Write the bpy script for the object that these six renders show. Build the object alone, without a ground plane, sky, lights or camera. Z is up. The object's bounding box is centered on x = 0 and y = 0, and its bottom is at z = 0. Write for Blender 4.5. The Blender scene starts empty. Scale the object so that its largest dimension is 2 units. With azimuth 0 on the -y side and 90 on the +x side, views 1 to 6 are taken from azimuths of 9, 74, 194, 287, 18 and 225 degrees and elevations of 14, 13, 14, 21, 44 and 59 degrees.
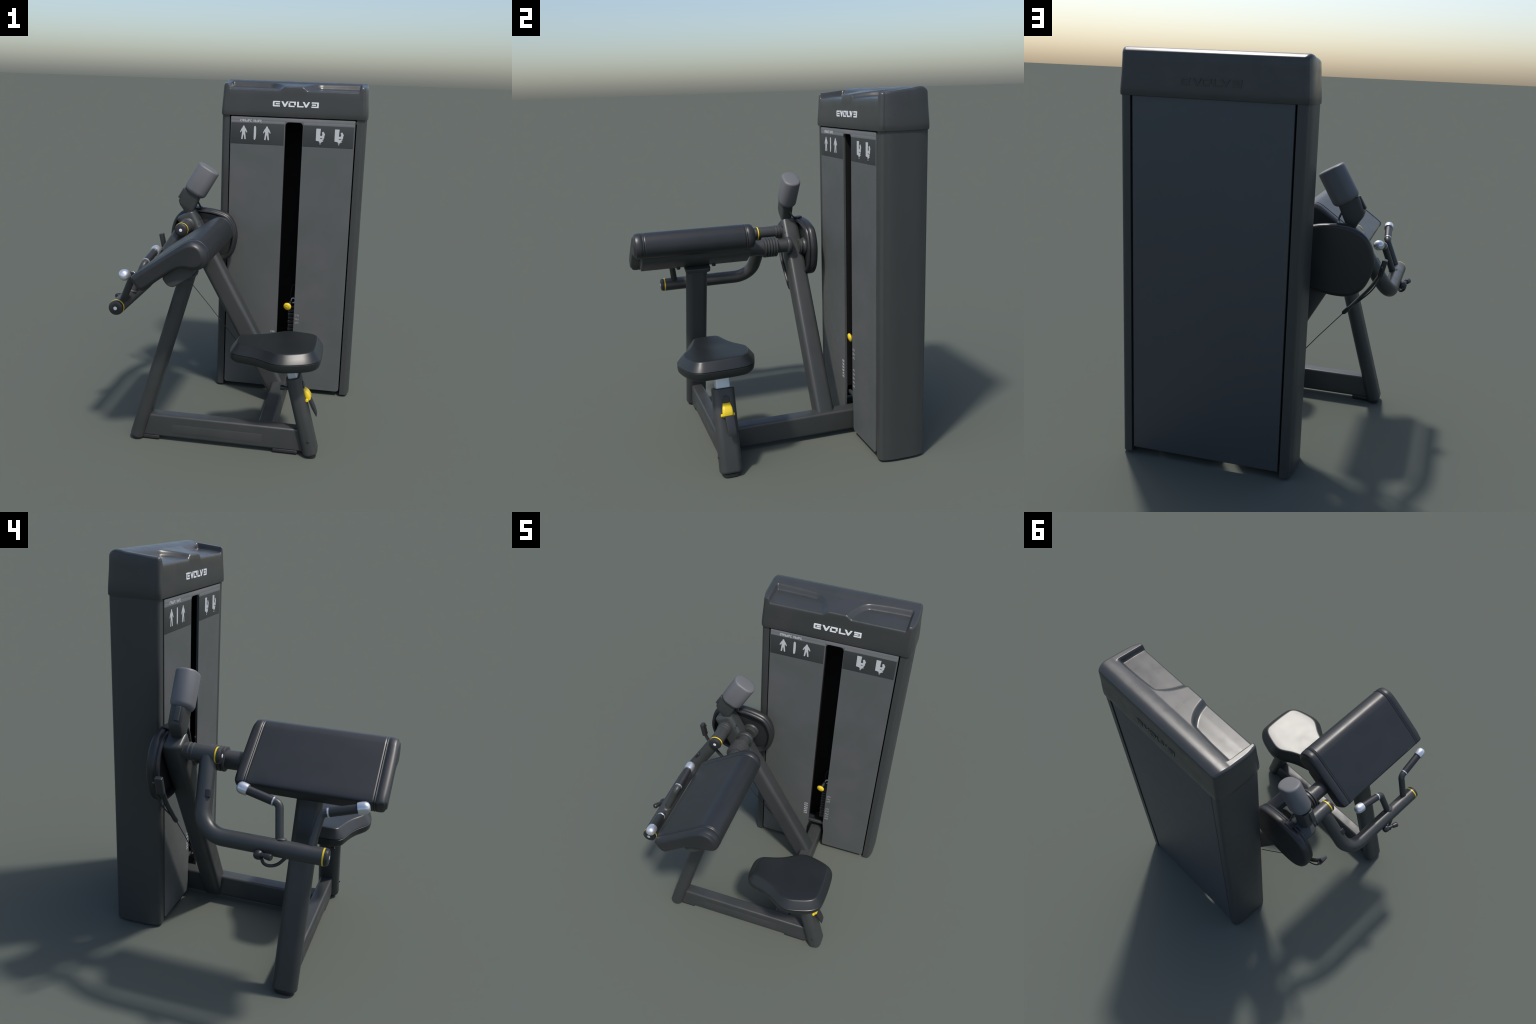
# Seated arm-curl weight machine, built part by part.  Metres, z up.
import bpy, bmesh, math, random
from mathutils import Vector, Matrix

random.seed(7)
COL = bpy.context.scene.collection
V = Vector

# ------------------------------------------------------------------ materials
def material(name, base, rough=0.45, metallic=0.0, tint=0.12, tint_scale=6.0,
             grain=0.0, grain_scale=300.0, spec=0.5, coat=0.0, rough_var=0.06):
    """Principled material: soft colour mottling, uneven gloss and fine grain."""
    m = bpy.data.materials.new(name)
    m.use_nodes = True
    nt = m.node_tree
    bsdf = nt.nodes["Principled BSDF"]
    bsdf.inputs["Metallic"].default_value = metallic
    bsdf.inputs["Specular IOR Level"].default_value = spec
    bsdf.inputs["Coat Weight"].default_value = coat
    tc = nt.nodes.new("ShaderNodeTexCoord")
    n1 = nt.nodes.new("ShaderNodeTexNoise")
    n1.inputs["Scale"].default_value = tint_scale
    n1.inputs["Detail"].default_value = 3.0
    nt.links.new(tc.outputs["Object"], n1.inputs["Vector"])
    ramp = nt.nodes.new("ShaderNodeValToRGB")
    r, g, b = base
    ramp.color_ramp.elements[0].position = 0.3
    ramp.color_ramp.elements[1].position = 0.7
    ramp.color_ramp.elements[0].color = (r * (1 - tint * 0.9), g * (1 - tint * 0.5), b * (1 - tint * 0.7), 1)
    ramp.color_ramp.elements[1].color = (r * (1 + tint * 0.9), g * (1 + tint * 0.5), b * (1 + tint * 0.8), 1)
    nt.links.new(n1.outputs["Fac"], ramp.inputs["Fac"])
    nt.links.new(ramp.outputs["Color"], bsdf.inputs["Base Color"])
    n2 = nt.nodes.new("ShaderNodeTexNoise")
    n2.inputs["Scale"].default_value = 18.0
    n2.inputs["Detail"].default_value = 4.0
    nt.links.new(tc.outputs["Object"], n2.inputs["Vector"])
    mr = nt.nodes.new("ShaderNodeMapRange")
    mr.inputs["From Min"].default_value = 0.3
    mr.inputs["From Max"].default_value = 0.7
    mr.inputs["To Min"].default_value = max(0.02, rough - rough_var)
    mr.inputs["To Max"].default_value = rough + rough_var
    nt.links.new(n2.outputs["Fac"], mr.inputs["Value"])
    nt.links.new(mr.outputs["Result"], bsdf.inputs["Roughness"])
    if grain > 0:
        n3 = nt.nodes.new("ShaderNodeTexNoise")
        n3.inputs["Scale"].default_value = grain_scale
        n3.inputs["Detail"].default_value = 2.0
        nt.links.new(tc.outputs["Object"], n3.inputs["Vector"])
        bp = nt.nodes.new("ShaderNodeBump")
        bp.inputs["Strength"].default_value = grain
        bp.inputs["Distance"].default_value = 0.002
        nt.links.new(n3.outputs["Fac"], bp.inputs["Height"])
        nt.links.new(bp.outputs["Normal"], bsdf.inputs["Normal"])
    return m

M_FRAME = material("dark_powder_coat", (0.0385, 0.0412, 0.0412), 0.42, grain=0.05)
M_TOWER = material("tower_powder_coat", (0.0405, 0.0435, 0.0430), 0.46, tint=0.05, tint_scale=3.0, rough_var=0.02)
M_CAP = material("moulded_cap_plastic", (0.0380, 0.0405, 0.0405), 0.32, rough_var=0.05)
M_PANEL = material("grey_panel_coat", (0.086, 0.092, 0.091), 0.50, tint=0.12, tint_scale=5.0, grain=0.03)
M_HEADER = material("pale_header_strip", (0.150, 0.155, 0.158), 0.5)
M_BAND = material("dark_label_band", (0.034, 0.037, 0.0375), 0.5)
M_BACK = material("back_panel_coat", (0.055, 0.060, 0.064), 0.50, tint=0.05, tint_scale=2.0, rough_var=0.02)
M_LEATHER = material("black_vinyl", (0.0125, 0.0145, 0.0150), 0.36, tint=0.15, tint_scale=9, grain=0.012, grain_scale=420, rough_var=0.005)
M_PADLEATHER = material("arm_pad_vinyl", (0.0185, 0.0203, 0.0222), 0.40, tint=0.15, tint_scale=7, grain=0.04, grain_scale=420, rough_var=0.02)
M_BLACK = material("black_plastic", (0.022, 0.023, 0.025), 0.40)
M_DISC = material("cam_cover_black", (0.018, 0.019, 0.020), 0.40)
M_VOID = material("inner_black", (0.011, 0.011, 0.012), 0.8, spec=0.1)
M_GREY = material("grey_rubber_weight", (0.120, 0.123, 0.130), 0.55, tint=0.05)
M_STEEL = material("brushed_steel", (0.68, 0.70, 0.74), 0.28, metallic=0.75, tint=0.03, rough_var=0.02)
M_STEM = material("satin_steel_stem", (0.62, 0.66, 0.70), 0.40, metallic=0.5, tint=0.04)
M_YELLOW = material("yellow_plastic", (0.72, 0.52, 0.02), 0.35, tint=0.06)
M_WHITE = material("white_print", (0.72, 0.74, 0.76), 0.5, tint=0.03)
M_ICON = material("pale_icon_print", (0.47, 0.49, 0.50), 0.5, tint=0.04)
M_FAINT = material("faded_print", (0.26, 0.27, 0.27), 0.5, tint=0.08)
M_MARK = material("digit_print", (0.45, 0.46, 0.46), 0.5, tint=0.08)
M_CABLE = material("black_cable", (0.020, 0.021, 0.022), 0.40)
M_GROOVE = material("seam_shadow_vinyl", (0.016, 0.017, 0.019), 0.42)

# ------------------------------------------------------------------ builders
def new_object(name, me, mat, parent=None, angle=35, smooth=True):
    if smooth:
        for p in me.polygons:
            p.use_smooth = True
        me.set_sharp_from_angle(angle=math.radians(angle))
    if mat is not None and not me.materials:
        me.materials.append(mat)
    ob = bpy.data.objects.new(name, me)
    COL.objects.link(ob)
    if parent is not None:
        ob.parent = parent
    return ob

def mesh_from(name, verts, faces):
    me = bpy.data.meshes.new(name)
    me.from_pydata([tuple(v) for v in verts], [], faces)
    me.validate()
    bm = bmesh.new(); bm.from_mesh(me)
    bmesh.ops.recalc_face_normals(bm, faces=bm.faces)
    bm.to_mesh(me); bm.free()
    return me

def loft(name, rings, closed=True, cap=True):
    n = len(rings[0]); verts = [p for r in rings for p in r]; faces = []
    for i in range(len(rings) - 1):
        for j in range(n if closed else n - 1):
            k = (j + 1) % n
            faces.append((i * n + j, i * n + k, (i + 1) * n + k, (i + 1) * n + j))
    if cap:
        faces.append(tuple(range(n)))
        faces.append(tuple(range((len(rings) - 1) * n, len(rings) * n)))
    return mesh_from(name, verts, faces)

def join_meshes(name, meshes):
    bm = bmesh.new()
    for m in meshes:
        bm.from_mesh(m)
    me = bpy.data.meshes.new(name); bm.to_mesh(me); bm.free()
    return me

def rounded_rect(w, h, r, seg=7):
    r = max(1e-4, min(r, w / 2 - 1e-5, h / 2 - 1e-5)); pts = []
    for cx, cy, a0 in ((w/2-r, h/2-r, 0), (-w/2+r, h/2-r, 90), (-w/2+r, -h/2+r, 180), (w/2-r, -h/2+r, 270)):
        for i in range(seg + 1):
            a = math.radians(a0 + 90 * i / seg)
            pts.append((cx + r * math.cos(a), cy + r * math.sin(a)))
    return pts

def frame_of(axis, up):
    z = axis.normalized()
    x = (up - z * up.dot(z)).normalized()
    return x, z.cross(x), z

def beam(name, p0, p1, w, h, r, up, ends=(0.006, 0.006), seg=7):
    """Rounded-rectangle tube from p0 to p1; w lies along 'up', h across it."""
    p0, p1 = V(p0), V(p1); X, Y, Z = frame_of(p1 - p0, V(up)); L = (p1 - p0).length
    rings = []
    def ring(t, d):
        return [p0 + Z * t + X * a + Y * b for a, b in rounded_rect(w - 2*d, h - 2*d, r - d, seg)]
    def endrings(e, flip):
        out = []
        if e <= 0: return [(L if flip else 0.0, 0.0)]
        for i in range(5):
            a = math.pi / 2 * i / 4
            out.append((e * (1 - math.sin(a)), e * (1 - math.cos(a))))
        out = [(t, d) for t, d in out]
        seqs = [(t, d) for t, d in sorted(out, key=lambda q: q[0])]
        return [(L - t, d) for t, d in reversed(seqs)] if flip else seqs
    for t, d in endrings(ends[0], False) + endrings(ends[1], True):
        rings.append(ring(t, d))
    return loft(name, rings)

def box(name, lo, hi, r=0.004):
    lo, hi = V(lo), V(hi); c = (lo + hi) / 2; s = hi - lo
    return beam(name, (c.x, c.y, lo.z), (c.x, c.y, hi.z), s.x, s.y, r, (1, 0, 0), ends=(min(r, s.z*.4), min(r, s.z*.4)), seg=4)

def revolve(name, p0, axis, profile, n=40, ref=(0, 0, 1)):
    """profile = [(distance along axis, radius)], ends closed."""
    p0 = V(p0); ax = V(axis).normalized()
    if abs(ax.dot(V(ref))) > 0.95: ref = (1, 0, 0)
    X, Y, Z = frame_of(ax, V(ref))
    rings = [[p0 + Z*t + (X*math.cos(2*math.pi*i/n) + Y*math.sin(2*math.pi*i/n)) * max(r, 2e-4) for i in range(n)] for t, r in profile]
    return loft(name, rings)

def fillet_path(pts, radius, seg=10):
    pts = [V(p) for p in pts]; out = [pts[0]]
    for i in range(1, len(pts) - 1):
        r = radius if not isinstance(radius, (list, tuple)) else radius[i - 1]
        a, b = (pts[i-1] - pts[i]), (pts[i+1] - pts[i])
        ang = a.angle(b); t = min(r / math.tan(ang/2), a.length*.48, b.length*.48)
        s, e = pts[i] + a.normalized()*t, pts[i] + b.normalized()*t
        for k in range(seg + 1):
            u = k / seg
            # rational quadratic = circular arc
            w = math.sin(ang / 2); den = (1-u)**2 + 2*w*u*(1-u) + u*u
            out.append((s*(1-u)**2 + pts[i]*2*w*u*(1-u) + e*u*u) / den)
    out.append(pts[-1]); return out

def smooth_path(pts, seg=8):
    pts = [V(p) for p in pts]; P = [pts[0]*2 - pts[1]] + pts + [pts[-1]*2 - pts[-2]]; out = []
    for i in range(1, len(P) - 2):
        for k in range(seg):
            t = k / seg; a, b, c, d = P[i-1], P[i], P[i+1], P[i+2]
            out.append(0.5*((2*b) + (c-a)*t + (2*a-5*b+4*c-d)*t*t + (-a+3*b-3*c+d)*t**3))
    out.append(pts[-1]); return out

def smooth_loop(pts, seg=6):
    n = len(pts); out = []
    P = [V((p[0], p[1], 0)) for p in pts]
    for i in range(n):
        a, b, c, d = P[i-1], P[i], P[(i+1) % n], P[(i+2) % n]
        for k in range(seg):
            t = k / seg
            q = 0.5*((2*b) + (c-a)*t + (2*a-5*b+4*c-d)*t*t + (-a+3*b-3*c+d)*t**3)
            out.append((q.x, q.y))
    return out

def sweep(name, path, radius, n=20, flat=None):
    """Tube along a path (radius may be a list; flat=(a,b) gives an elliptic section)."""
    path = [V(p) for p in path]; rings = []; X = None
    for i, p in enumerate(path):
        t = (path[min(i+1, len(path)-1)] - path[max(i-1, 0)]).normalized()
        if X is None:
            ref = V((0, 0, 1)) if abs(t.z) < 0.9 else V((1, 0, 0)); X = (ref - t*ref.dot(t)).normalized()
        else:
            X = (X - t * X.dot(t)).normalized()
        Y = t.cross(X); r = radius[i] if isinstance(radius, (list, tuple)) else radius
        ra, rb = (r, r) if flat is None else flat
        rings.append([p + X*ra*math.cos(2*math.pi*j/n) + Y*rb*math.sin(2*math.pi*j/n) for j in range(n)])
    return loft(name, rings)

def inset_loop(loop, d):
    """Offset a closed 2D loop inwards by d (loop counter-clockwise)."""
    n = len(loop); area = sum(loop[i][0]*loop[(i+1) % n][1] - loop[(i+1) % n][0]*loop[i][1] for i in range(n))
    s = 1 if area > 0 else -1; out = []
    for i in range(n):
        a, b, c = loop[i-1], loop[i], loop[(i+1) % n]
        t = V((c[0]-a[0], c[1]-a[1], 0)).normalized(); out.append((b[0] - t.y*d*s, b[1] + t.x*d*s))
    return out

def soft_shrink(loop, d, iters=16):
    for _ in range(iters):
        loop = inset_loop(loop, d / iters); n = len(loop)
        for _k in range(4): loop = [(0.25*loop[i-1][0] + 0.5*loop[i][0] + 0.25*loop[(i+1) % n][0], 0.25*loop[i-1][1] + 0.5*loop[i][1] + 0.25*loop[(i+1) % n][1]) for i in range(n)]
    return loop

def plate_xz(name, loop, y0, y1):
    """Extrude a 2D loop (x, z) from y0 to y1."""
    return loft(name, [[(x, y0, z) for x, z in loop], [(x, y1, z) for x, z in loop]])

# ------------------------------------------------------------------ root
machine = bpy.data.objects.new("arm_curl_machine", None)
COL.objects.link(machine)
machine["label"] = "dark grey seated arm curl machine with weight tower"
machine["category"] = "gym machine"

# ------------------------------------------------------------------ tower
XL, XR, YF, YB = -0.225, 0.647, 0.452, 0.716
BULGE = 0.0105                     # the tower's flanks swell gently outwards
PXL, PXR = -0.170, 0.591
Z_CAP = 1.790

def flank(y):
    u = (y - (YF + YB)/2) / ((YB - YF)/2 - 0.02)
    return BULGE * max(0.0, 1 - u**4)

def side_channel(x_out, x_in):
    sgn = 1 if x_in > x_out else -1
    prof = []
    # outline of the upright in plan: rounded outside corners, square returns
    r = 0.022
    for cy, a0, a1 in ((YF + r, 270, 180), (YB - r, 180, 90)):
        for i in range(9):
            a = math.radians(a0 + (a1 - a0) * i / 8)
            prof.append((x_out + sgn * (r + r * math.cos(a)), cy + r * math.sin(a)))
        if a0 == 270:
            for i in range(1, 16):
                y = YF + r + (YB - YF - 2*r) * i / 16
                prof.append((x_out - sgn * flank(y), y))
    prof.append((x_in, YB)); prof.append((x_in, YB - 0.03)); 
    prof.append((x_out + sgn * 0.012, YB - 0.035)); prof.append((x_out + sgn * 0.012, YF + 0.035))
    prof.append((x_in, YF + 0.03)); prof.append((x_in, YF))
    rings = []
    for z, d in ((0.012, 0.0), (0.03, 0.0), (1.0, 0.0), (Z_CAP + 0.004, 0.0)):
        rings.append([(x, y, z) for x, y in prof])
    return loft("channel", rings)

tower = new_object("weight_tower", join_meshes("weight_tower", [
    side_channel(XL, -0.178), side_channel(XR, 0.599)]), M_TOWER, machine, angle=30)
for x in (-0.199, 0.622):
    for y in (0.485, 0.67):
        new_object("tower_foot", revolve("tower_foot", (x, y, 0.0), (0, 0, 1), [(0, .016), (.003, .019), (.014, .019)], 20), M_BLACK, tower)

# front panel: one sheet with a long slot and a notch for the floor beam
def front_panel_mesh():
    x0, x1, sx0, sx1 = PXL, PXR, 0.168, 0.276
    zt, zb = 1.782, 0.032
    slot_top = 1.757
    y0, y1 = 0.449, 0.462
    bm = bmesh.new()
    def add(loop, depth):
        vs = [bm.verts.new((x, depth, z)) for x, z in loop]
        return [bm.edges.new((vs[i], vs[(i+1) % len(vs)])) for i in range(len(vs))]
    # outer outline runs round the notch at the bottom
    outer = []
    def arc(cx, cz, r, a0, a1, seg=6):
        for i in range(seg + 1):
            a = math.radians(a0 + (a1-a0)*i/seg); outer.append((cx + r*math.cos(a), cz + r*math.sin(a)))
    arc(x1-.006, zt-.006, .006, 0, 90); arc(x0+.006, zt-.006, .006, 90, 180)
    arc(x0+.018, zb+.018, .018, 180, 270); arc(sx0-.022, zb+.014, .014, 270, 360)
    outer.append((sx0 - 0.008, 0.170)); outer.append((sx0, 0.245))
    arc(sx0+.022, slot_top-.022, .022, 180, 90); arc(sx1-.022, slot_top-.022, .022, 90, 0)
    outer.append((sx1, 0.245)); outer.append((sx1 + 0.010, 0.170))
    arc(sx1+.026, zb+.014, .014, 180, 270); arc(x1-.018, zb+.018, .018, 270, 360)
    es = add(outer, y0)
    bmesh.ops.triangle_fill(bm, edges=es, use_beauty=True)
    ret = bmesh.ops.extrude_face_region(bm, geom=list(bm.faces))
    for v in [g for g in ret["geom"] if isinstance(g, bmesh.types.BMVert)]:
        v.co.y = y1
    bmesh.ops.recalc_face_normals(bm, faces=bm.faces)
    me = bpy.data.meshes.new("front_panel"); bm.to_mesh(me); bm.free(); return me

front_panel = new_object("front_panel", front_panel_mesh(), M_PANEL, machine, angle=30)
bv = front_panel.modifiers.new("bevel", "BEVEL"); bv.width = 0.003; bv.segments = 3; bv.limit_method = "ANGLE"; bv.angle_limit = math.radians(60)
back_panel = new_object("back_panel", box("back_panel", (PXL+.002, 0.694, 0.036), (PXR, 0.7125, 1.795), 0.004), M_BACK, machine)
new_object("dark_inner_boxes", join_meshes("dark_inner_boxes", [
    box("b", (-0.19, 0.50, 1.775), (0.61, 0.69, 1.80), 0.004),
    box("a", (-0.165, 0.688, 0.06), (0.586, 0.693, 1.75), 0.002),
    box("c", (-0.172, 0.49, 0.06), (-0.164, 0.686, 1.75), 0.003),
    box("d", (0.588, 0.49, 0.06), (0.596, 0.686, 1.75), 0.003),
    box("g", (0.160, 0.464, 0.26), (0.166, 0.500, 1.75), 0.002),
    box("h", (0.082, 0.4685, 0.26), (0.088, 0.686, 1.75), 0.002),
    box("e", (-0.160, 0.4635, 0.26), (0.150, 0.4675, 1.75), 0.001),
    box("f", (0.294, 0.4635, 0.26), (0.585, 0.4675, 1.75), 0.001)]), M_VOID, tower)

new_object('slot_bar', box('slot_bar', (0.160, 0.472, 0.212), (0.285, 0.488, 0.232), 0.003), M_FRAME, tower)
# pale strip at the panel's head and the two dark label bands
for a, b in ((PXL+.003, 0.590),):
    new_object("header_strip", box("header_strip", (a, 0.4482, 1.7585), (b-.001, 0.4502, 1.7795), 0.0005), M_HEADER, front_panel)
for a, b in ((PXL+.003, 0.1655), (0.2785, 0.588)):
    new_object("header_strip", box("header_strip", (a, 0.4482, 1.7435), (b, 0.4502, 1.7590), 0.0005), M_HEADER, front_panel)
    new_object("label_band", box("label_band", (a, 0.4480, 1.616), (b-.004, 0.4502, 1.7434), 0.0005), M_BAND, front_panel)

# pictograms ------------------------------------------------------
def person_icon(cx, zt, zb, w):
    h = zt - zb; L = []
    half = [(0.0, 0.0), (.10, .02), (.13, .10), (.20, .16), (.34, .26), (.50, .46), (.46, .53), (.36, .46),
            (.24, .36), (.22, .50), (.26, .70), (.32, .97), (.30, 1.0), (.14, 1.0), (.06, .72), (.0, .62)]
    pts = [(cx + x*w, zt - z*h) for x, z in half] + [(cx - x*w, zt - z*h) for x, z in reversed(half[1:-1])]
    return plate_xz("person_icon", pts, 0.4468, 0.4486)
for cx, w in ((-0.088, .044), (0.056, .046)):
    new_object("person_icon", person_icon(cx, 1.727, 1.644, w), M_ICON, front_panel, smooth=False)
new_object("person_icon", plate_xz("person_icon", smooth_loop([(-.018, 1.727), (-.012, 1.72), (-.0105, 1.69), (-.012, 1.655), (-.018, 1.643), (-.0245, 1.65), (-.0245, 1.69), (-.024, 1.72)], 3), 0.4468, 0.4486), M_ICON, front_panel, smooth=False)
def device_icon(x, z):
    s = 0.0555
    P = [[(0, 0), (.50, 0), (.47, .38), (.44, .95), (.46, 1.38), (.0, 1.30)],
         [(.40, .75), (.62, .78), (.70, .60), (.62, .42), (.74, .30), (.84, .34), (.98, .62), (.92, .72), (.90, 1.02), (.72, 1.08), (.60, .98), (.42, 1.02)],
         [(.34, 1.06), (.86, 1.12), (.84, 1.20), (.70, 1.22), (.84, 1.36), (.70, 1.38), (.56, 1.52), (.40, 1.50), (.34, 1.32)],
         [(.42, 1.58), (.56, 1.58), (.52, 1.68), (.44, 1.68)]]
    ms = [plate_xz("p", [(x + a*s, z - b*s) for a, b in L], 0.4468 + i*0.0002, 0.4486) for i, L in enumerate(P)]
    return join_meshes("machine_icon", ms)
for x in (0.358, 0.471):
    new_object("machine_icon", device_icon(x, 1.727), M_ICON, front_panel, smooth=False)

# small worn title above the icons: unreadable glyph strokes
def glyph(x, z, w, h, kind, th=None, y=0.4466):
    t = w*0.24 if th is None else th; bars = []
    if kind in (0, 2, 3, 5): bars.append((x, z, x+t, z+h))
    if kind in (1, 2, 4): bars.append((x+w-t, z, x+w, z+h))
    if kind in (0, 1, 5): bars.append((x, z+h-t, x+w, z+h))
    if kind in (0, 3, 4): bars.append((x, z, x+w, z+t))
    if kind in (1, 2, 3, 4, 5): bars.append((x, z+h/2-t/2, x+w, z+h/2+t/2))
    return [box("g", (a, y, b), (c, y + 0.0017 + 0.0001*i, d), 0.0003) for i, (a, b, c, d) in enumerate(bars)]
gl = []
for i in range(13):
    if i == 7: continue
    gl += glyph(-0.112 + i*0.0104, 1.7498 + (0.001 if i % 3 else 0), 0.0094, 0.0145, i % 6, th=0.0030, y=0.4470)
t = new_object("title_lettering", join_meshes("title_lettering", gl), M_ICON, front_panel, smooth=False); t["kind"] = "stuff"
# weight figures beside the slot
gl = []
for k in range(6):
    for c in range(3):
        gl += glyph(0.129 + c*0.0088, 0.405 - k*0.0195, 0.0070, 0.0115, (k + c) % 6, th=0.0020, y=0.4475)
t = new_object("weight_figures", join_meshes("weight_figures", gl), M_MARK, front_panel, smooth=False); t["kind"] = "stuff"
gl = []
for k in (0, 1, 2, 5, 6, 7, 8, 9):
    for c in range(3):
        gl += glyph(0.284 + c*0.0088, 0.526 - k*0.0248, 0.0070, 0.0125, (k*2 + c) % 6, th=0.0019, y=0.4475)
t = new_object("weight_figures", join_meshes("weight_figures", gl), M_FAINT, front_panel, smooth=False); t["kind"] = "stuff"

# cap ------------------------------------------------------------
def smoothstep(a, b, x):
    t = max(0.0, min(1.0, (x - a) / (b - a))); return t*t*(3 - 2*t)
def lerp_table(tab, x):
    for (a, fa), (b, fb) in zip(tab, tab[1:]):
        if x <= b: return fa + (fb - fa) * smoothstep(0, 1, (x - a)/(b - a)) if x > a else fa
    return tab[-1][1]

CXL, CXR, CYF, CYB = -0.220, 0.643, 0.450, 0.713
def cap_top(x, y):
    """Height of the cap's top: back bullnose, two wells, raised saddle between them."""
    if y < 0.60: top = 1.968 + 0.0185 * (y - 0.45) / 0.15
    elif y < 0.668: top = 2.0 - 0.0135 * ((y - 0.668) / 0.068) ** 2
    else: top = 2.0 - 0.020 * ((y - 0.668) / 0.045) ** 2
    v = (y - 0.455) / 0.15
    edge = 0.050 + 0.045*v + 0.06 * max(0.0, v) ** 3           # saddle half width, flaring to the back
    dx = abs(x - 0.214)
    inside = smoothstep(edge, edge + 0.036, dx)                # leaves the saddle
    wall = 0.588 - 0.020 * math.exp(-(dx / 0.2) ** 2)
    inside *= 1 - smoothstep(wall, wall + 0.018, y)            # back wall
    ends = smoothstep(-0.194, -0.178, x) * (1 - smoothstep(0.600, 0.618, x))
    depth = 0.0215 + 0.006 * smoothstep(0.5, 0.6, y)
    rail = max(top, 1.976 + 0.022 * (y - 0.45) / 0.218) if y < 0.668 else top   # straight rails at both ends
    return (top - depth*inside) * ends + rail * (1 - ends)

def cap_mesh():
    r = 0.020
    def spaced(a, b, n, k):
        out = []
        for i in range(n + 1):
            t = i / n; s = t - k * math.sin(2*math.pi*t) / (2*math.pi); out.append(a + (b - a) * s)
        return out
    ny, nx = 110, 300
    ys = spaced(CYF, CYB, ny, 0.75); rows = []
    for y in ys:
        d = 0.0
        for c in (CYF + r, CYB - r):
            if (c == CYF + r and y < c) or (c == CYB - r and y > c):
                d = r - math.sqrt(max(0, r*r - (y - c)**2))
        d -= flank(y)
        xs = spaced(CXL + d, CXR - d, nx, 0.72); row = []
        for x in xs:
            z = cap_top(x, y)
            for dist, er in ((x - (CXL + d), 0.016), ((CXR - d) - x, 0.016), (y - CYF, 0.009), (CYB - y, 0.005)):
                if dist < er: z -= er - math.sqrt(max(0.0, er*er - (er - dist)**2))
            row.append((x, y, z))
        rows.append(row)
    verts = [p for rw in rows for p in rw]; W = nx + 1; faces = []
    for j in range(ny):
        for i in range(nx):
            faces.append((j*W+i, j*W+i+1, (j+1)*W+i+1, (j+1)*W+i))
    loop = [i for i in range(W)] + [j*W + nx for j in range(1, ny+1)] + [ny*W + i for i in range(nx-1, -1, -1)] + [j*W for j in range(ny-1, 0, -1)]
    cx, cy = (CXL+CXR)/2, (CYF+CYB)/2
    prev = loop
    for z, gx, gy in ((1.93, .002, .001), (1.90, .004, .002), (1.86, .007, .0045), (1.82, .0095, .0065), (1.797, .0098, .0068), (1.788, .0085, .0055), (1.787, .003, .001), (1.790, -.006, -.008)):
        cur = []
        for k in loop:
            x, y, _ = verts[k]
            sx = 1 + gx / ((CXR-CXL)/2); sy = 1 + gy / ((CYB-CYF)/2)
            cur.append(len(verts)); verts.append((cx + (x-cx)*sx, cy + (y-cy)*sy, z))
        for k in range(len(loop)):
            m = (k+1) % len(loop); faces.append((prev[k], prev[m], cur[m], cur[k]))
        prev = cur
    return mesh_from("tower_cap", verts, faces)
cap = new_object("tower_cap", cap_mesh(), M_CAP, machine, angle=50)

# logo: six square-cut letters drawn with bars and slanted strokes
def strokes():
    H, T = 1.0, 0.235
    def bar(x0, z0, x1, z1): return [(x0, z0), (x1, z0), (x1, z1), (x0, z1)]
    Eop = [[(.0, .12), (.10, 0), (1.3, 0), (1.3, T), (.30, T), (.30, 1-T), (1.3, 1-T), (1.3, 1), (.12, 1), (.0, .88)], bar(.52, .5-T/2, 1.25, .5+T/2)]
    Vee = [[(0, 1), (.33, 1), (.66, .42), (1.0, 1), (1.32, 1), (.80, 0), (.52, 0)]]
    Oh = [bar(.0, .0, .30, .70), bar(.30, .0, 1.10, T), [(.14, 1-T), (1.3, 1-T), (1.3, 1), (.14, 1)], bar(1.0, .34, 1.3, 1-T)]
    Ell = [[(.02, 1), (.32, 1), (.32, T), (1.25, T), (1.15, 0), (.02, 0)]]
    Erev = [[(.0, 0), (1.3, 0), (1.3, 1), (.05, 1), (.0, 1-T), (1.0, 1-T), (1.0, T), (.0, T)], bar(.08, .5-T/2, .82, .5+T/2)]
    # (strokes, x offset) in units of the letter height
    return [(Eop, 0.0), (Vee, 1.53), (Oh, 2.86), (Ell, 4.38), (Vee, 5.38), (Erev, 6.98)]

def logo(parent, mat, x0, z0, height, width, y_face, name, facing=-1, proud=0.0016):
    unit = height; sx = width / (6.98 + 1.3)
    for letter, off in strokes():
        ms = []
        for i, L in enumerate(letter):
            pts = [((off + a) * sx, b * unit) for a, b in L]
            if facing < 0: q = [(x0 + a, z0 + b) for a, b in pts]; y0, y1 = y_face - proud, y_face + 0.004
            else: q = [(x0 - a, z0 + b) for a, b in pts]; y0, y1 = y_face - 0.004, y_face + proud
            ms.append(plate_xz("s", q, y0 - 0.0001*i, y1 + 0.0001*i))
        new_object(name, join_meshes(name, ms), mat, parent, smooth=False)
logo(cap, M_WHITE, 0.087, 1.849, 0.0325, 0.278, 0.4455, "logo_letter")
logo(cap, M_CAP, 0.355, 1.843, 0.034, 0.283, 0.7185, "embossed_letter", facing=1, proud=0.0012)

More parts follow.
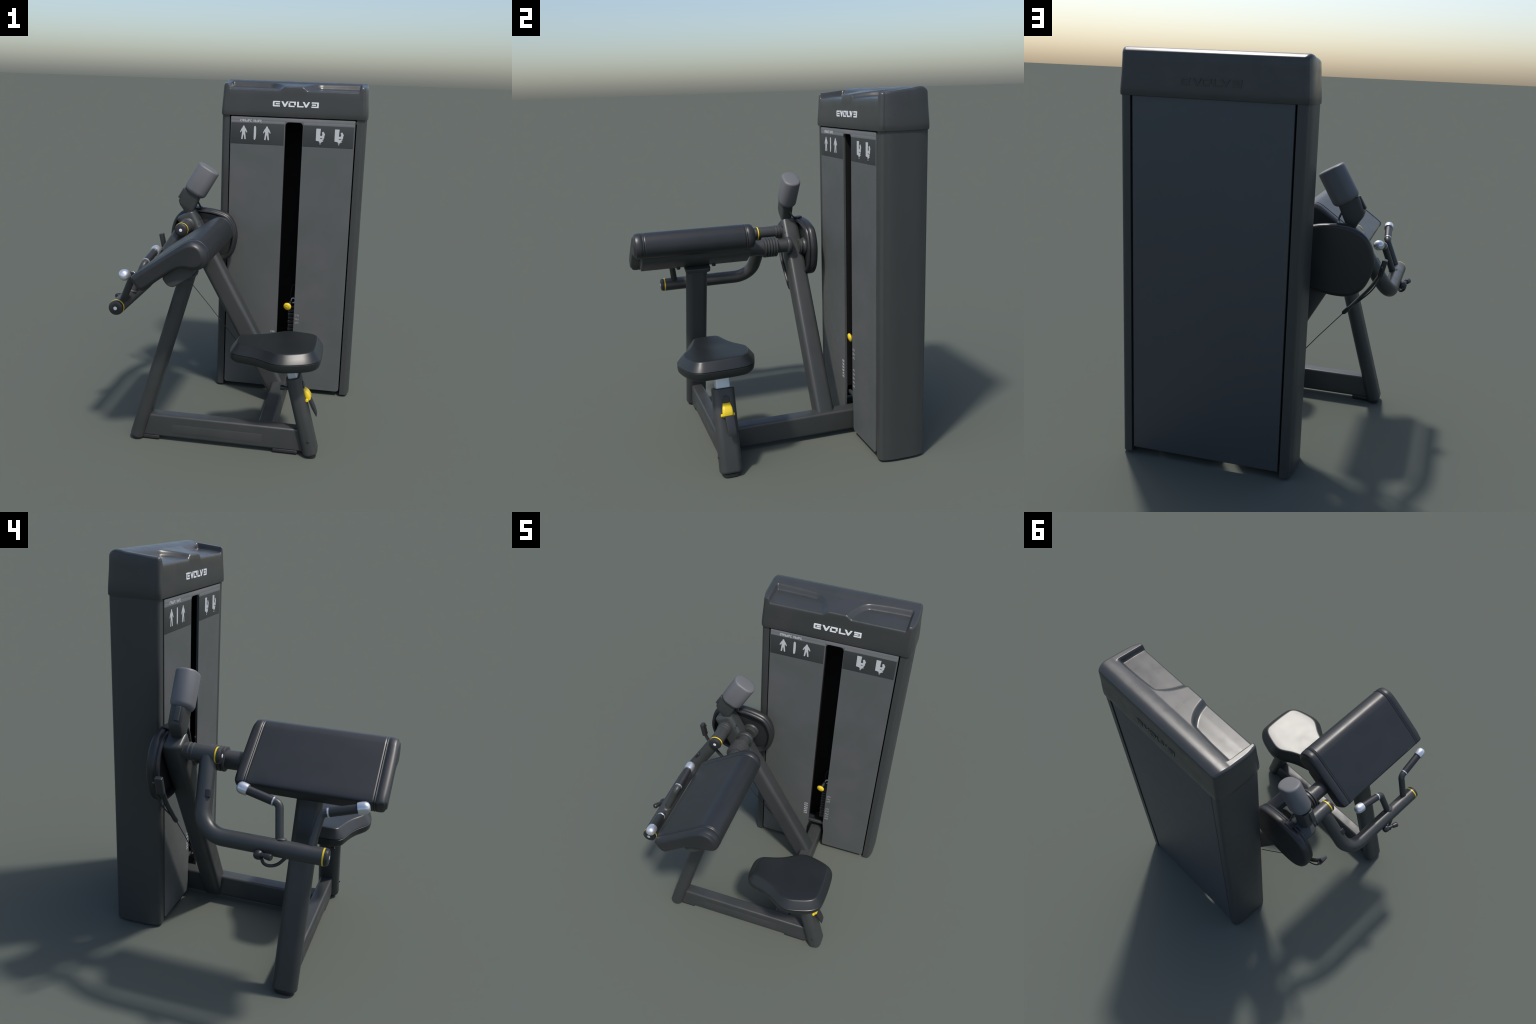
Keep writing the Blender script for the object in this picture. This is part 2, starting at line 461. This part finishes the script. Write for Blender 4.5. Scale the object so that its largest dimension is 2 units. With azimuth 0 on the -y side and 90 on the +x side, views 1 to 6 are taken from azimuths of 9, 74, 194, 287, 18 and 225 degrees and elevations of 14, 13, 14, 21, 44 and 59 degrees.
# weight stack ----------------------------------------------------
stack = new_object("weight_stack", join_meshes("weight_stack", [
    revolve("rod", (0.262, 0.535, 0.24), (0, 0, 1), [(0, .009), (.40, .009)], 14)]), M_VOID, machine)
for k in range(13):
    dx = random.uniform(-.002, .002)
    new_object("weight_plate", box("weight_plate", (0.233+dx, 0.50, 0.252 + k*0.0255), (0.338+dx, 0.62, 0.2745 + k*0.0255), 0.004), M_DISC, stack)
new_object("selector_stem", sweep("selector_stem", [(0.252, 0.515, 0.605), (0.242, 0.490, 0.597), (0.231, 0.455, 0.585)], 0.011, 14), M_BLACK, stack)
new_object("selector_knob", revolve("selector_knob", (0.2325, 0.466, 0.589), (-0.18, -1, -0.25), [(0, .012), (.002, .019), (.008, .0255), (.014, .0255), (.020, .021), (.023, .014), (.0225, .009), (.0245, .006), (.0245, .0)], 24), M_YELLOW, stack)
new_object("stack_cable", sweep("stack_cable", smooth_path([(0.263, 0.52, 0.60), (0.245, 0.51, 0.64), (0.250, 0.505, 0.70), (0.262, 0.50, 0.725), (0.272, 0.505, 0.70), (0.265, 0.51, 0.63)]), 0.0022, 8), M_CABLE, stack)
new_object("stack_ring", sweep("stack_ring", smooth_path([(0.262 + .013*math.cos(a), 0.505, 0.615 + .016*math.sin(a)) for a in [i*math.pi/5 for i in range(11)]], 3), 0.004, 8), M_STEM, stack)

# ------------------------------------------------------------------ floor frame
M_TAG = material('worn_frame_tag', (0.0435, 0.0455, 0.0455), 0.45)
base = new_object("floor_frame", join_meshes("floor_frame", [
    beam("x", (-0.470, -0.3405, 0.0885), (0.455, -0.3405, 0.0885), 0.131, 0.071, 0.012, (0, 0, 1), (0.004, 0.004)),
    beam("s", (0.221, -0.315, 0.0885), (0.221, 0.64, 0.0885), 0.126, 0.086, 0.013, (0, 0, 1), (0.004, 0.006))]), M_FRAME, machine)
for x0, x1 in ((-0.475, -0.375), (0.27, 0.41)):
    new_object("floor_pad", box("floor_pad", (x0, -0.3735, 0.004), (x1, -0.308, 0.026), 0.006), M_BLACK, base)

new_object('frame_tag', box('frame_tag', (-0.30, -0.3766, 0.052), (0.21, -0.3745, 0.103), 0.0005), M_TAG, base)
# left leg, diagonal post --------------------------------------------------
def leaning_post(name, x_at, z0, z1, y, w_perp, depth, r, ends=(0.012, 0.006)):
    p0, p1 = V((x_at(z0), y, z0)), V((x_at(z1), y, z1))
    return beam(name, p0, p1, depth, w_perp, r, (0, 1, 0), ends, seg=10)
leg = new_object("front_leg", leaning_post("front_leg", lambda z: -0.511 + 0.2905*z, 0.012, 0.985, -0.340, 0.079, 0.128, 0.0385, (0.014, 0.006)), M_FRAME, machine)
new_object("leg_foot", beam("leg_foot", (-0.506, -0.34, 0.0), (-0.506, -0.34, 0.02), 0.10, 0.055, 0.027, (0, 1, 0), (0.003, 0.0)), M_BLACK, leg)

def diagonal_mesh():
    xc = lambda z: 0.0165 - 0.556*(z - 0.43)
    me = beam("diagonal_post", (xc(-0.12), 0.297, -0.12), (xc(1.190), 0.297, 1.190), 0.110, 0.122, 0.030, (0, 1, 0), (0, 0.016), seg=8)
    bm = bmesh.new(); bm.from_mesh(me)
    bmesh.ops.bisect_plane(bm, geom=bm.verts[:] + bm.edges[:] + bm.faces[:], plane_co=(0, 0, 0.027), plane_no=(0, 0, -1), clear_outer=True)
    bmesh.ops.contextual_create(bm, geom=[e for e in bm.edges if e.is_boundary])
    bmesh.ops.bisect_plane(bm, geom=bm.verts[:] + bm.edges[:] + bm.faces[:], plane_co=(0.2585, 0, 0), plane_no=(1, 0, 0), clear_outer=True)
    bmesh.ops.contextual_create(bm, geom=[e for e in bm.edges if e.is_boundary])
    bmesh.ops.recalc_face_normals(bm, faces=bm.faces)
    bm.to_mesh(me); bm.free(); return me
diagonal = new_object("diagonal_post", diagonal_mesh(), M_FRAME, machine)
new_object("post_bolt", revolve("post_bolt", (-0.30, 0.232, 1.17), (0, -1, 0), [(0, .006), (.004, .006), (.005, .003)], 12), M_BLACK, diagonal)

# ------------------------------------------------------------------ seat
post_x = lambda z: 0.4870 - 0.265*z
seat_post = new_object("seat_post", leaning_post("seat_post", post_x, 0.014, 0.456, -0.347, 0.082, 0.124, 0.036, (0.016, 0.006)), M_FRAME, machine)
new_object("post_foot", beam("post_foot", (0.485, -0.347, 0.0), (0.485, -0.347, 0.02), 0.094, 0.056, 0.027, (0, 1, 0), (0.003, 0)), M_BLACK, seat_post)
new_object("seat_stem", leaning_post("seat_stem", post_x, 0.42, 0.565, -0.347, 0.052, 0.080, 0.010, (0, 0)), M_STEM, seat_post)
new_object("pull_pin", revolve("pull_pin", (0.345, -0.375, 0.392), (-1, -0.1, 0.05), [(0, .009), (.022, .009), (.023, .013), (.04, .014), (.044, .012), (.044, .0)], 18), M_BLACK, seat_post)
new_object("post_button", revolve("post_button", (post_x(.405) + .036, -0.345, 0.405), (1, 0, .26), [(0, .022), (.009, .022), (.0105, .020)], 24), M_BLACK, seat_post)
new_object("post_screw", revolve("post_screw", (0.468, -0.405, 0.105), (0.35, -1, 0), [(0, .008), (.007, .007), (.009, .003)], 12), M_BLACK, seat_post)

# adjusting lever: yellow hinge block, side lugs and a dark flap
def hinge_mesh():
    rings = []
    for x, z, hw, t in ((0.412, 0.392, .016, .012), (0.426, 0.384, .022, .020), (0.442, 0.366, .027, .026), (0.452, 0.346, .029, .030), (0.452, 0.328, .029, .030), (0.446, 0.318, .026, .022)):
        c = V((x, -0.343, z)); n = V((1, 0, 0.45)).normalized()
        rings.append([c + V((0, 1, 0))*a + n*b for a, b in rounded_rect(hw*2, t*1.1, t*.42, 5)])
    return loft("lever_hinge", rings)
lever = new_object("adjusting_lever", hinge_mesh(), M_YELLOW, seat_post)
hinge_rod = revolve("lever_pivot", (0.447, -0.380, 0.330), (0, 1, 0), [(0, .006), (.002, .0085), (.009, .0085), (.010, .006), (.064, .006), (.065, .0085), (.073, .0085), (.075, .006)], 16)
new_object("lever_pivot", join_meshes("lever_pivot", [hinge_rod,
    beam("arm", (0.452, -0.3155, 0.332), (0.466, -0.3125, 0.292), .008, .004, .001, (1, 0, 0), (.001, .001), 2)]), M_YELLOW, seat_post)
def flap_mesh():
    rings = []
    for x, z, hw, t in ((0.462, 0.334, .022, .010), (0.472, 0.310, .024, .016), (0.487, 0.277, .024, .016), (0.500, 0.246, .023, .010), (0.503, 0.232, .021, .004)):
        c = V((x - t*.2, -0.338 + (0.334 - z)*0.06, z)); n = V((1, 0, 0.42)).normalized()
        rings.append([c + V((0, 1, 0))*a + n*b for a, b in rounded_rect(hw*2, t, min(.004, t*.45), 4)])
    return loft("lever_flap", rings)
new_object("lever_flap", flap_mesh(), M_BLACK, seat_post)

# pear-shaped cushion: wide back on +x, nose on -x
SEAT_HALF = [(0.024, 0.0), (0.026, .045), (0.036, .078), (0.060, .102), (0.100, .116), (0.155, .133), (0.205, .156), (0.245, .183),
             (0.280, .202), (0.315, .209), (0.350, .207), (0.400, .195), (0.450, .178), (0.485, .155), (0.508, .120), (0.515, .07), (0.517, 0.0)]
SEAT_Y = -0.366
def seat_loop():
    half = SEAT_HALF
    pts = [(x, SEAT_Y - w) for x, w in half] + [(x, SEAT_Y + w) for x, w in reversed(half[1:-1])]
    return smooth_loop(pts, 5)
def shrink(loop, d, iters=6):
    for _ in range(iters): loop = inset_loop(loop, d/iters)
    return loop
def seat_mesh():
    L = seat_loop(); n = len(L); rings = []
    # (z, inset): underside, side wall, welt line, broad chamfer, crest, gently hollow top
    prof = [(0.556, .040), (0.553, .020), (0.557, .010), (0.566, .003), (0.585, .0), (0.5985, .0005), (0.6005, .0035), (0.6025, .0035), (0.6045, .0005),
            (0.609, .0035), (0.627, .018), (0.643, .031), (0.6475, .0345), (0.6495, .039), (0.650, .046)]
    for z, d in prof:
        lo = shrink(L, d) if d > .005 else inset_loop(L, d)
        rings.append([(x, y, z) for x, y in lo])
    crest = [V(p) for p in rings[-1]]
    for k in (0.75, 0.5, 0.25, 0.05):
        rg = []
        for p in crest:
            cx = 0.10 + (p.x - 0.10) * k if p.x < 0.10 else 0.10 + (min(p.x, 0.42) - 0.10) * (0.5 + 0.5*k) + max(0, p.x - 0.42) * k
            cx = 0.27 + (p.x - 0.27) * k
            cy = SEAT_Y + (p.y - SEAT_Y) * k
            hollow = -0.006 * math.exp(-((cx - 0.19)/0.07)**2) + 0.002*math.exp(-((cx - 0.06)/0.05)**2)
            rg.append(V((cx, cy, 0.650 + (1-k)*0.0015 + hollow*(1-k))))
        rings.append(rg)
    rings = [[V((p[0], p[1], p[2] + 0.030*(p[0] - 0.28) + 0.02*(p[1] - SEAT_Y) + max(0, p[2]-.60)*0.12*(((p[0]-0.26)/0.25)**2 - 0.2))) for p in rg] for rg in rings]
    return loft("seat", rings)
seat = new_object("seat", seat_mesh(), M_LEATHER, machine, angle=32)
new_object("seat_plate", box("seat_plate", (0.20, -0.44, 0.540), (0.44, -0.29, 0.556), 0.006), M_BLACK, seat)

# ------------------------------------------------------------------ arm pad
PAD_SECTION = [(-0.427, 1.034), (-0.412, 1.053), (-0.363, 1.0885), (-0.292, 1.1380), (-0.223, 1.1863), (-0.182, 1.2148), (-0.154, 1.232), (-0.122, 1.2415),
               (-0.083, 1.233), (-0.054, 1.202), (-0.044, 1.160), (-0.052, 1.125), (-0.078, 1.102), (-0.115, 1.094), (-0.147, 1.104), (-0.172, 1.109),
               (-0.200, 1.094), (-0.257, 1.054), (-0.313, 1.013), (-0.352, 0.979), (-0.370, 0.972), (-0.390, 0.980), (-0.415, 1.010)]
PY0, PY1 = -0.718, -0.010
def pad_mesh():
    L = smooth_loop(PAD_SECTION, 6); rings = []
    def add(y, d): rings.append([(x, y, z) for x, z in (soft_shrink(L, d) if d > .006 else inset_loop(L, d))])
    R = 0.034
    def end(sign, y):
        out = []
        for i in range(8):
            a = math.pi/2 * i / 7
            out.append((y + sign * R * (1 - math.sin(a)), R*0.60 * (1 - math.cos(a))))
        return list(reversed(out))    # starts at the face
    for y, d in [(PY0, .0245)] + end(1, PY0): add(y, d)
    s = PY0 + 0.050
    for dy, d in ((-.004, 0), (-.0015, .002), (0, .0024), (.002, 0), (.005, -.0014), (.008, 0), (.010, .0024), (.0115, .002), (.014, 0)): add(s + dy, d)
    for y in (s + .017, s + .022, s + .04, (PY0 + PY1)/2, PY1 - .09, PY1 - .072, PY1 - .067): add(y, 0)
    e = PY1 - 0.050
    for dy, d in ((-.014, 0), (-.0115, .002), (-.010, .0024), (-.008, 0), (-.005, -.0014), (-.002, 0), (0, .0024), (.0015, .002), (.004, 0)): add(e + dy, d)
    for y, d in list(reversed(end(-1, PY1))) + [(PY1, .0245)]: add(y, d)
    return loft("arm_pad", rings)
pad = new_object("arm_pad", pad_mesh(), M_PADLEATHER, machine, angle=40)
# rail under the cushion
RAIL = [(-0.130, 1.125), (-0.120, 1.075), (-0.136, 1.050), (-0.204, 1.004), (-0.224, 0.996), (-0.248, 1.003), (-0.266, 1.023), (-0.272, 1.040), (-0.255, 1.075)]
rail_loop = smooth_loop(RAIL, 4)
pad_rail = new_object("pad_rail", plate_xz("pad_rail", rail_loop, -0.672, -0.026), M_FRAME, pad, angle=40)
bv = pad_rail.modifiers.new("bevel", "BEVEL"); bv.width = 0.005; bv.segments = 3; bv.limit_method = "ANGLE"; bv.angle_limit = math.radians(60)
new_object("leg_bracket", beam("leg_bracket", (-0.232, -0.336, 0.968), (-0.224, -0.336, 0.995), 0.150, 0.086, 0.02, (0, 1, 0), (.008, .004)), M_FRAME, pad)
new_object("rail_bolt", revolve("rail_bolt", (-0.225, -0.235, 1.0), (0, 0, -1), [(0, .013), (.012, .013), (.016, .009)], 6), M_BLACK, pad)
new_object("rail_bolt", revolve("rail_bolt", (-0.225, -0.450, 1.0), (0, 0, -1), [(0, .013), (.012, .013), (.016, .009)], 6), M_BLACK, pad)

# ------------------------------------------------------------------ shaft between pad and post
AX, AZ = -0.248, 1.062
prof = [(-0.045, .047), (0.080, .047)]
for i in range(5):
    y = 0.082 + i*0.0175
    prof += [(y, .056), (y+.003, .0615), (y+.012, .0625), (y+.0155, .058)]
prof += [(0.171, .050), (0.174, .041), (0.232, .041), (0.234, .050), (0.238, .0535), (0.256, .0535), (0.262, .050)]
shaft = new_object("pivot_shaft", revolve("pivot_shaft", (AX, 0, AZ), (0, 1, 0), prof, 48), M_FRAME, machine, angle=50)

# cam cover behind the post
CAM = [(-0.222, 1.207), (-0.300, 1.217), (-0.380, 1.214), (-0.448, 1.188), (-0.493, 1.140), (-0.516, 1.065), (-0.512, 0.995), (-0.482, 0.920), (-0.440, 0.878),
       (-0.395, 0.860), (-0.345, 0.857), (-0.297, 0.861), (-0.224, 0.874), (-0.160, 0.894), (-0.120, 0.934), (-0.101, 0.990), (-0.094, 1.060), (-0.110, 1.126), (-0.148, 1.180)]
def cam_mesh():
    L = smooth_loop(CAM, 6); rings = []
    for y, d in ((0.372, .060), (0.375, .036), (0.368, .032), (0.352, .028), (0.346, .022), (0.346, .015), (0.351, .008), (0.358, .006), (0.362, .009), (0.367, .009), (0.372, .003), (0.380, .0), (0.396, .0), (0.404, .003), (0.409, .010), (0.410, .020)):
        rings.append([(x, y - 0.020, z) for x, z in shrink(L, d, 5)])
    return loft("cam_cover", rings)
cam = new_object("cam_cover", cam_mesh(), M_DISC, machine, angle=40)
new_object("cam_hub", revolve("cam_hub", (AX + .002, 0.312, AZ - .012), (0, 1, 0), [(0, .040), (.006, .040), (.008, .045), (.013, .046), (.016, .041), (.022, .041), (.024, .047), (.031, .049), (.034, .052), (.050, .052)], 40), M_FRAME, cam)
new_object("cam_clip", beam("cam_clip", (-0.345, 0.325, 1.214), (-0.345, 0.368, 1.221), .05, .008, .003, (1, 0, 0), (.002, .002), 3), M_BLACK, cam)

# ------------------------------------------------------------------ counterweight
HD = V((0.497, 0.03, 0.867)).normalized()
def weight_mesh():
    p0 = V((-0.354, 0.277, 1.313)); L = 0.188
    X = V((0.867, 0, -0.497)); X = (X - HD*X.dot(HD)).normalized(); Y = HD.cross(X); rings = []
    for t, d in ((0, .030), (.0, .020), (.006, .010), (.014, .004), (.022, .001), (.03, 0), (L-.012, 0), (L-.006, .0015), (L-.002, .005), (L, .010), (L+.001, .020)):
        sec = rounded_rect(.140 - 2*d, .106 - 2*d, .050 - d*.8, 9)
        rings.append([p0 + HD*t + X*a + Y*b for a, b in sec])
    return loft("counterweight", rings)
weight = new_object("counterweight", weight_mesh(), M_GREY, machine, angle=40)
def neck_mesh():
    rings = []
    for x, y, z, w, d in ((-0.376, 0.283, 1.172, .058, .052), (-0.385, 0.282, 1.198, .076, .058), (-0.395, 0.280, 1.222, .098, .064), (-0.397, 0.279, 1.244, .110, .066), (-0.362, 0.277, 1.320, .112, .068)):
        X = V((0.867, 0, -0.497)).normalized(); Y = V((0, 1, 0))
        rings.append([V((x, y, z)) + X*a + Y*b for a, b in rounded_rect(w, d, .014, 5)])
    return loft("weight_neck", rings)
new_object("weight_neck", neck_mesh(), M_FRAME, weight, angle=40)
new_object("neck_key", beam("neck_key", (-0.444, 0.268, 1.287), (-0.408, 0.268, 1.348), .026, .014, .004, (0, 1, 0), (.003, .003), 3), M_FRAME, weight)
new_object("neck_link", sweep("neck_link", smooth_path([(-0.330, 0.290, 1.262), (-0.320, 0.302, 1.235), (-0.322, 0.318, 1.221), (-0.330, 0.345, 1.216)]), .0055, 10), M_BLACK, weight)

# ------------------------------------------------------------------ moving arm
arm_path = fillet_path([(-0.385, 0.128, 1.115), (-0.574, 0.084, 0.812), (-0.575, -0.492, 0.808)], 0.125, 16)
arm_tube = sweep("arm", arm_path, 0.0405, 28)
piv = revolve("sleeve", (-0.379, 0, 1.126), (0, 1, 0), [(0.092, .040), (0.198, .040), (0.200, .043), (0.207, .044), (0.210, .0405), (0.218, .0405), (0.221, .044), (0.228, .044), (0.230, .041), (0.252, .041)], 40)
arm = new_object("lever_arm", join_meshes("lever_arm", [arm_tube, piv]), M_FRAME, machine, angle=45)
def tube_end(p, axis, r, parent):
    p, axis = V(p), V(axis).normalized()
    new_object("yellow_ring", revolve("yellow_ring", p, axis, [(-.004, r*.9), (-.003, r*1.01), (.004, r*1.01), (.005, r*.9)], 36), M_YELLOW, parent)
    new_object("end_plug", revolve("end_plug", p + axis*.005, axis, [(-.002, r*.98), (.006, r*.985), (.014, r*.93), (.018, r*.80), (.0195, r*.5), (.0195, .0)], 36), M_BLACK, parent)
    new_object("plug_dot", revolve("plug_dot", p + axis*.0225, axis, [(0, r*.24), (.0025, r*.24), (.0035, r*.16), (.0035, 0)], 20), M_WHITE, parent)
tube_end((-0.379, 0.0865, 1.126), (0, -1, 0), 0.040, arm)
tube_end((-0.575, -0.4895, 0.808), (0, -1, 0), 0.0405, arm)

# hand grips
def handle(base, bend, tip):
    base, bend, tip = V(base), V(bend), V(tip)
    d = (tip - bend).normalized()
    path = fillet_path([base, bend, tip - d*0.03], 0.030, 8)
    ob = new_object("handle", sweep("handle", path, 0.0190, 20), M_FRAME, machine)
    g0 = bend + d*0.034
    Lg = (tip - d*0.022 - g0).length
    new_object("grip", revolve("grip", g0, d, [(0, .0185), (.002, .0212), (Lg - .002, .0212), (Lg, .0185)], 24), M_BLACK, ob)
    new_object("grip_collar", revolve("grip_collar", g0 - d*.008, d, [(0, .0195), (.001, .0222), (.007, .0222), (.009, .0195)], 24), M_STEEL, ob)
    new_object("grip_cap", revolve("grip_cap", tip - d*0.026, d, [(0, .022), (.002, .0275), (.010, .0285), (.030, .0285), (.040, .0265), (.048, .0215), (.053, .0135), (.0545, .006), (.0545, 0)], 28), M_STEEL, ob)
handle((-0.560, -0.283, 0.830), (-0.500, -0.257, 0.990), (-0.486, -0.079, 1.030))
handle((-0.562, -0.426, 0.830), (-0.498, -0.449, 0.976), (-0.483, -0.628, 1.028))
# weld collar under the first grip
new_object("weld_bead", revolve("weld_bead", (-0.558, -0.290, 0.842), (0.35, .1, 1), [(0, .026), (.004, .027), (.010, .020)], 20), M_FRAME, arm)

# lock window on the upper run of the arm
new_object("lock_window", beam("lock_window", (-0.515, 0.080, 0.968), (-0.496, 0.083, 1.000), .026, .014, .004, (0, 1, 0), (.003, .003), 3), M_BLACK, arm)

# knob and hook under the arm
KD = V((-0.75, -0.05, -0.45)).normalized()
new_object("stop_knob", revolve("stop_knob", (-0.598, -0.205, 0.800), KD, [(0, .010), (.012, .010), (.014, .018), (.022, .023), (.036, .023), (.044, .019), (.048, .012), (.048, 0)], 22), M_BLACK, arm)
new_object("stop_pin", revolve("stop_pin", (-0.630, -0.215, 0.792), (-0.35, -0.85, 0.10), [(0, .011), (.030, .010), (.032, .014), (.058, .0155), (.064, .012), (.064, 0)], 18), M_BLACK, arm)
new_object("stop_hook", sweep("stop_hook", smooth_path([(-0.640, -0.225, 0.782), (-0.632, -0.236, 0.752), (-0.612, -0.258, 0.735), (-0.598, -0.290, 0.742), (-0.588, -0.322, 0.775)]), .0075, 12), M_BLACK, arm)

# ------------------------------------------------------------------ cable with its strap and latch
cable_part = new_object("cable", sweep("cable", [(-0.382, 0.294, 0.757), (-0.250, 0.297, 0.603), (-0.128, 0.302, 0.452), (-0.052, 0.304, 0.360)], 0.0023, 8), M_CABLE, machine)
new_object("latch", beam("latch", (-0.564, 0.300, 1.047), (-0.545, 0.297, 0.962), .038, .026, .006, (0, 1, 0), (.004, .004), 4), M_BLACK, cable_part)
new_object("latch_pin", revolve("latch_pin", (-0.555, 0.305, 1.012), (0, 1, 0), [(0, .006), (.028, .006), (.03, .004)], 10), M_BLACK, cable_part)
new_object("strap", sweep("strap", smooth_path([(-0.556, 0.295, 1.010), (-0.538, 0.290, 0.960), (-0.500, 0.290, 0.895), (-0.445, 0.292, 0.828), (-0.388, 0.294, 0.762)]), None or 0.010, 10, flat=(.009, .013)), M_BLACK, cable_part)
new_object("strap_cord", sweep("strap_cord", smooth_path([(-0.552, 0.318, 1.0), (-0.545, 0.316, 0.950), (-0.505, 0.310, 0.880), (-0.440, 0.300, 0.812), (-0.390, 0.295, 0.765)]), .0035, 8), M_CABLE, cable_part)
new_object("cord_clamp", sweep("cord_clamp", [(-0.405, 0.294, 0.783), (-0.395, 0.294, 0.770), (-0.375, 0.294, 0.749), (-0.368, 0.294, 0.741)], [.005, .012, .011, .004], 12), M_BLACK, cable_part)
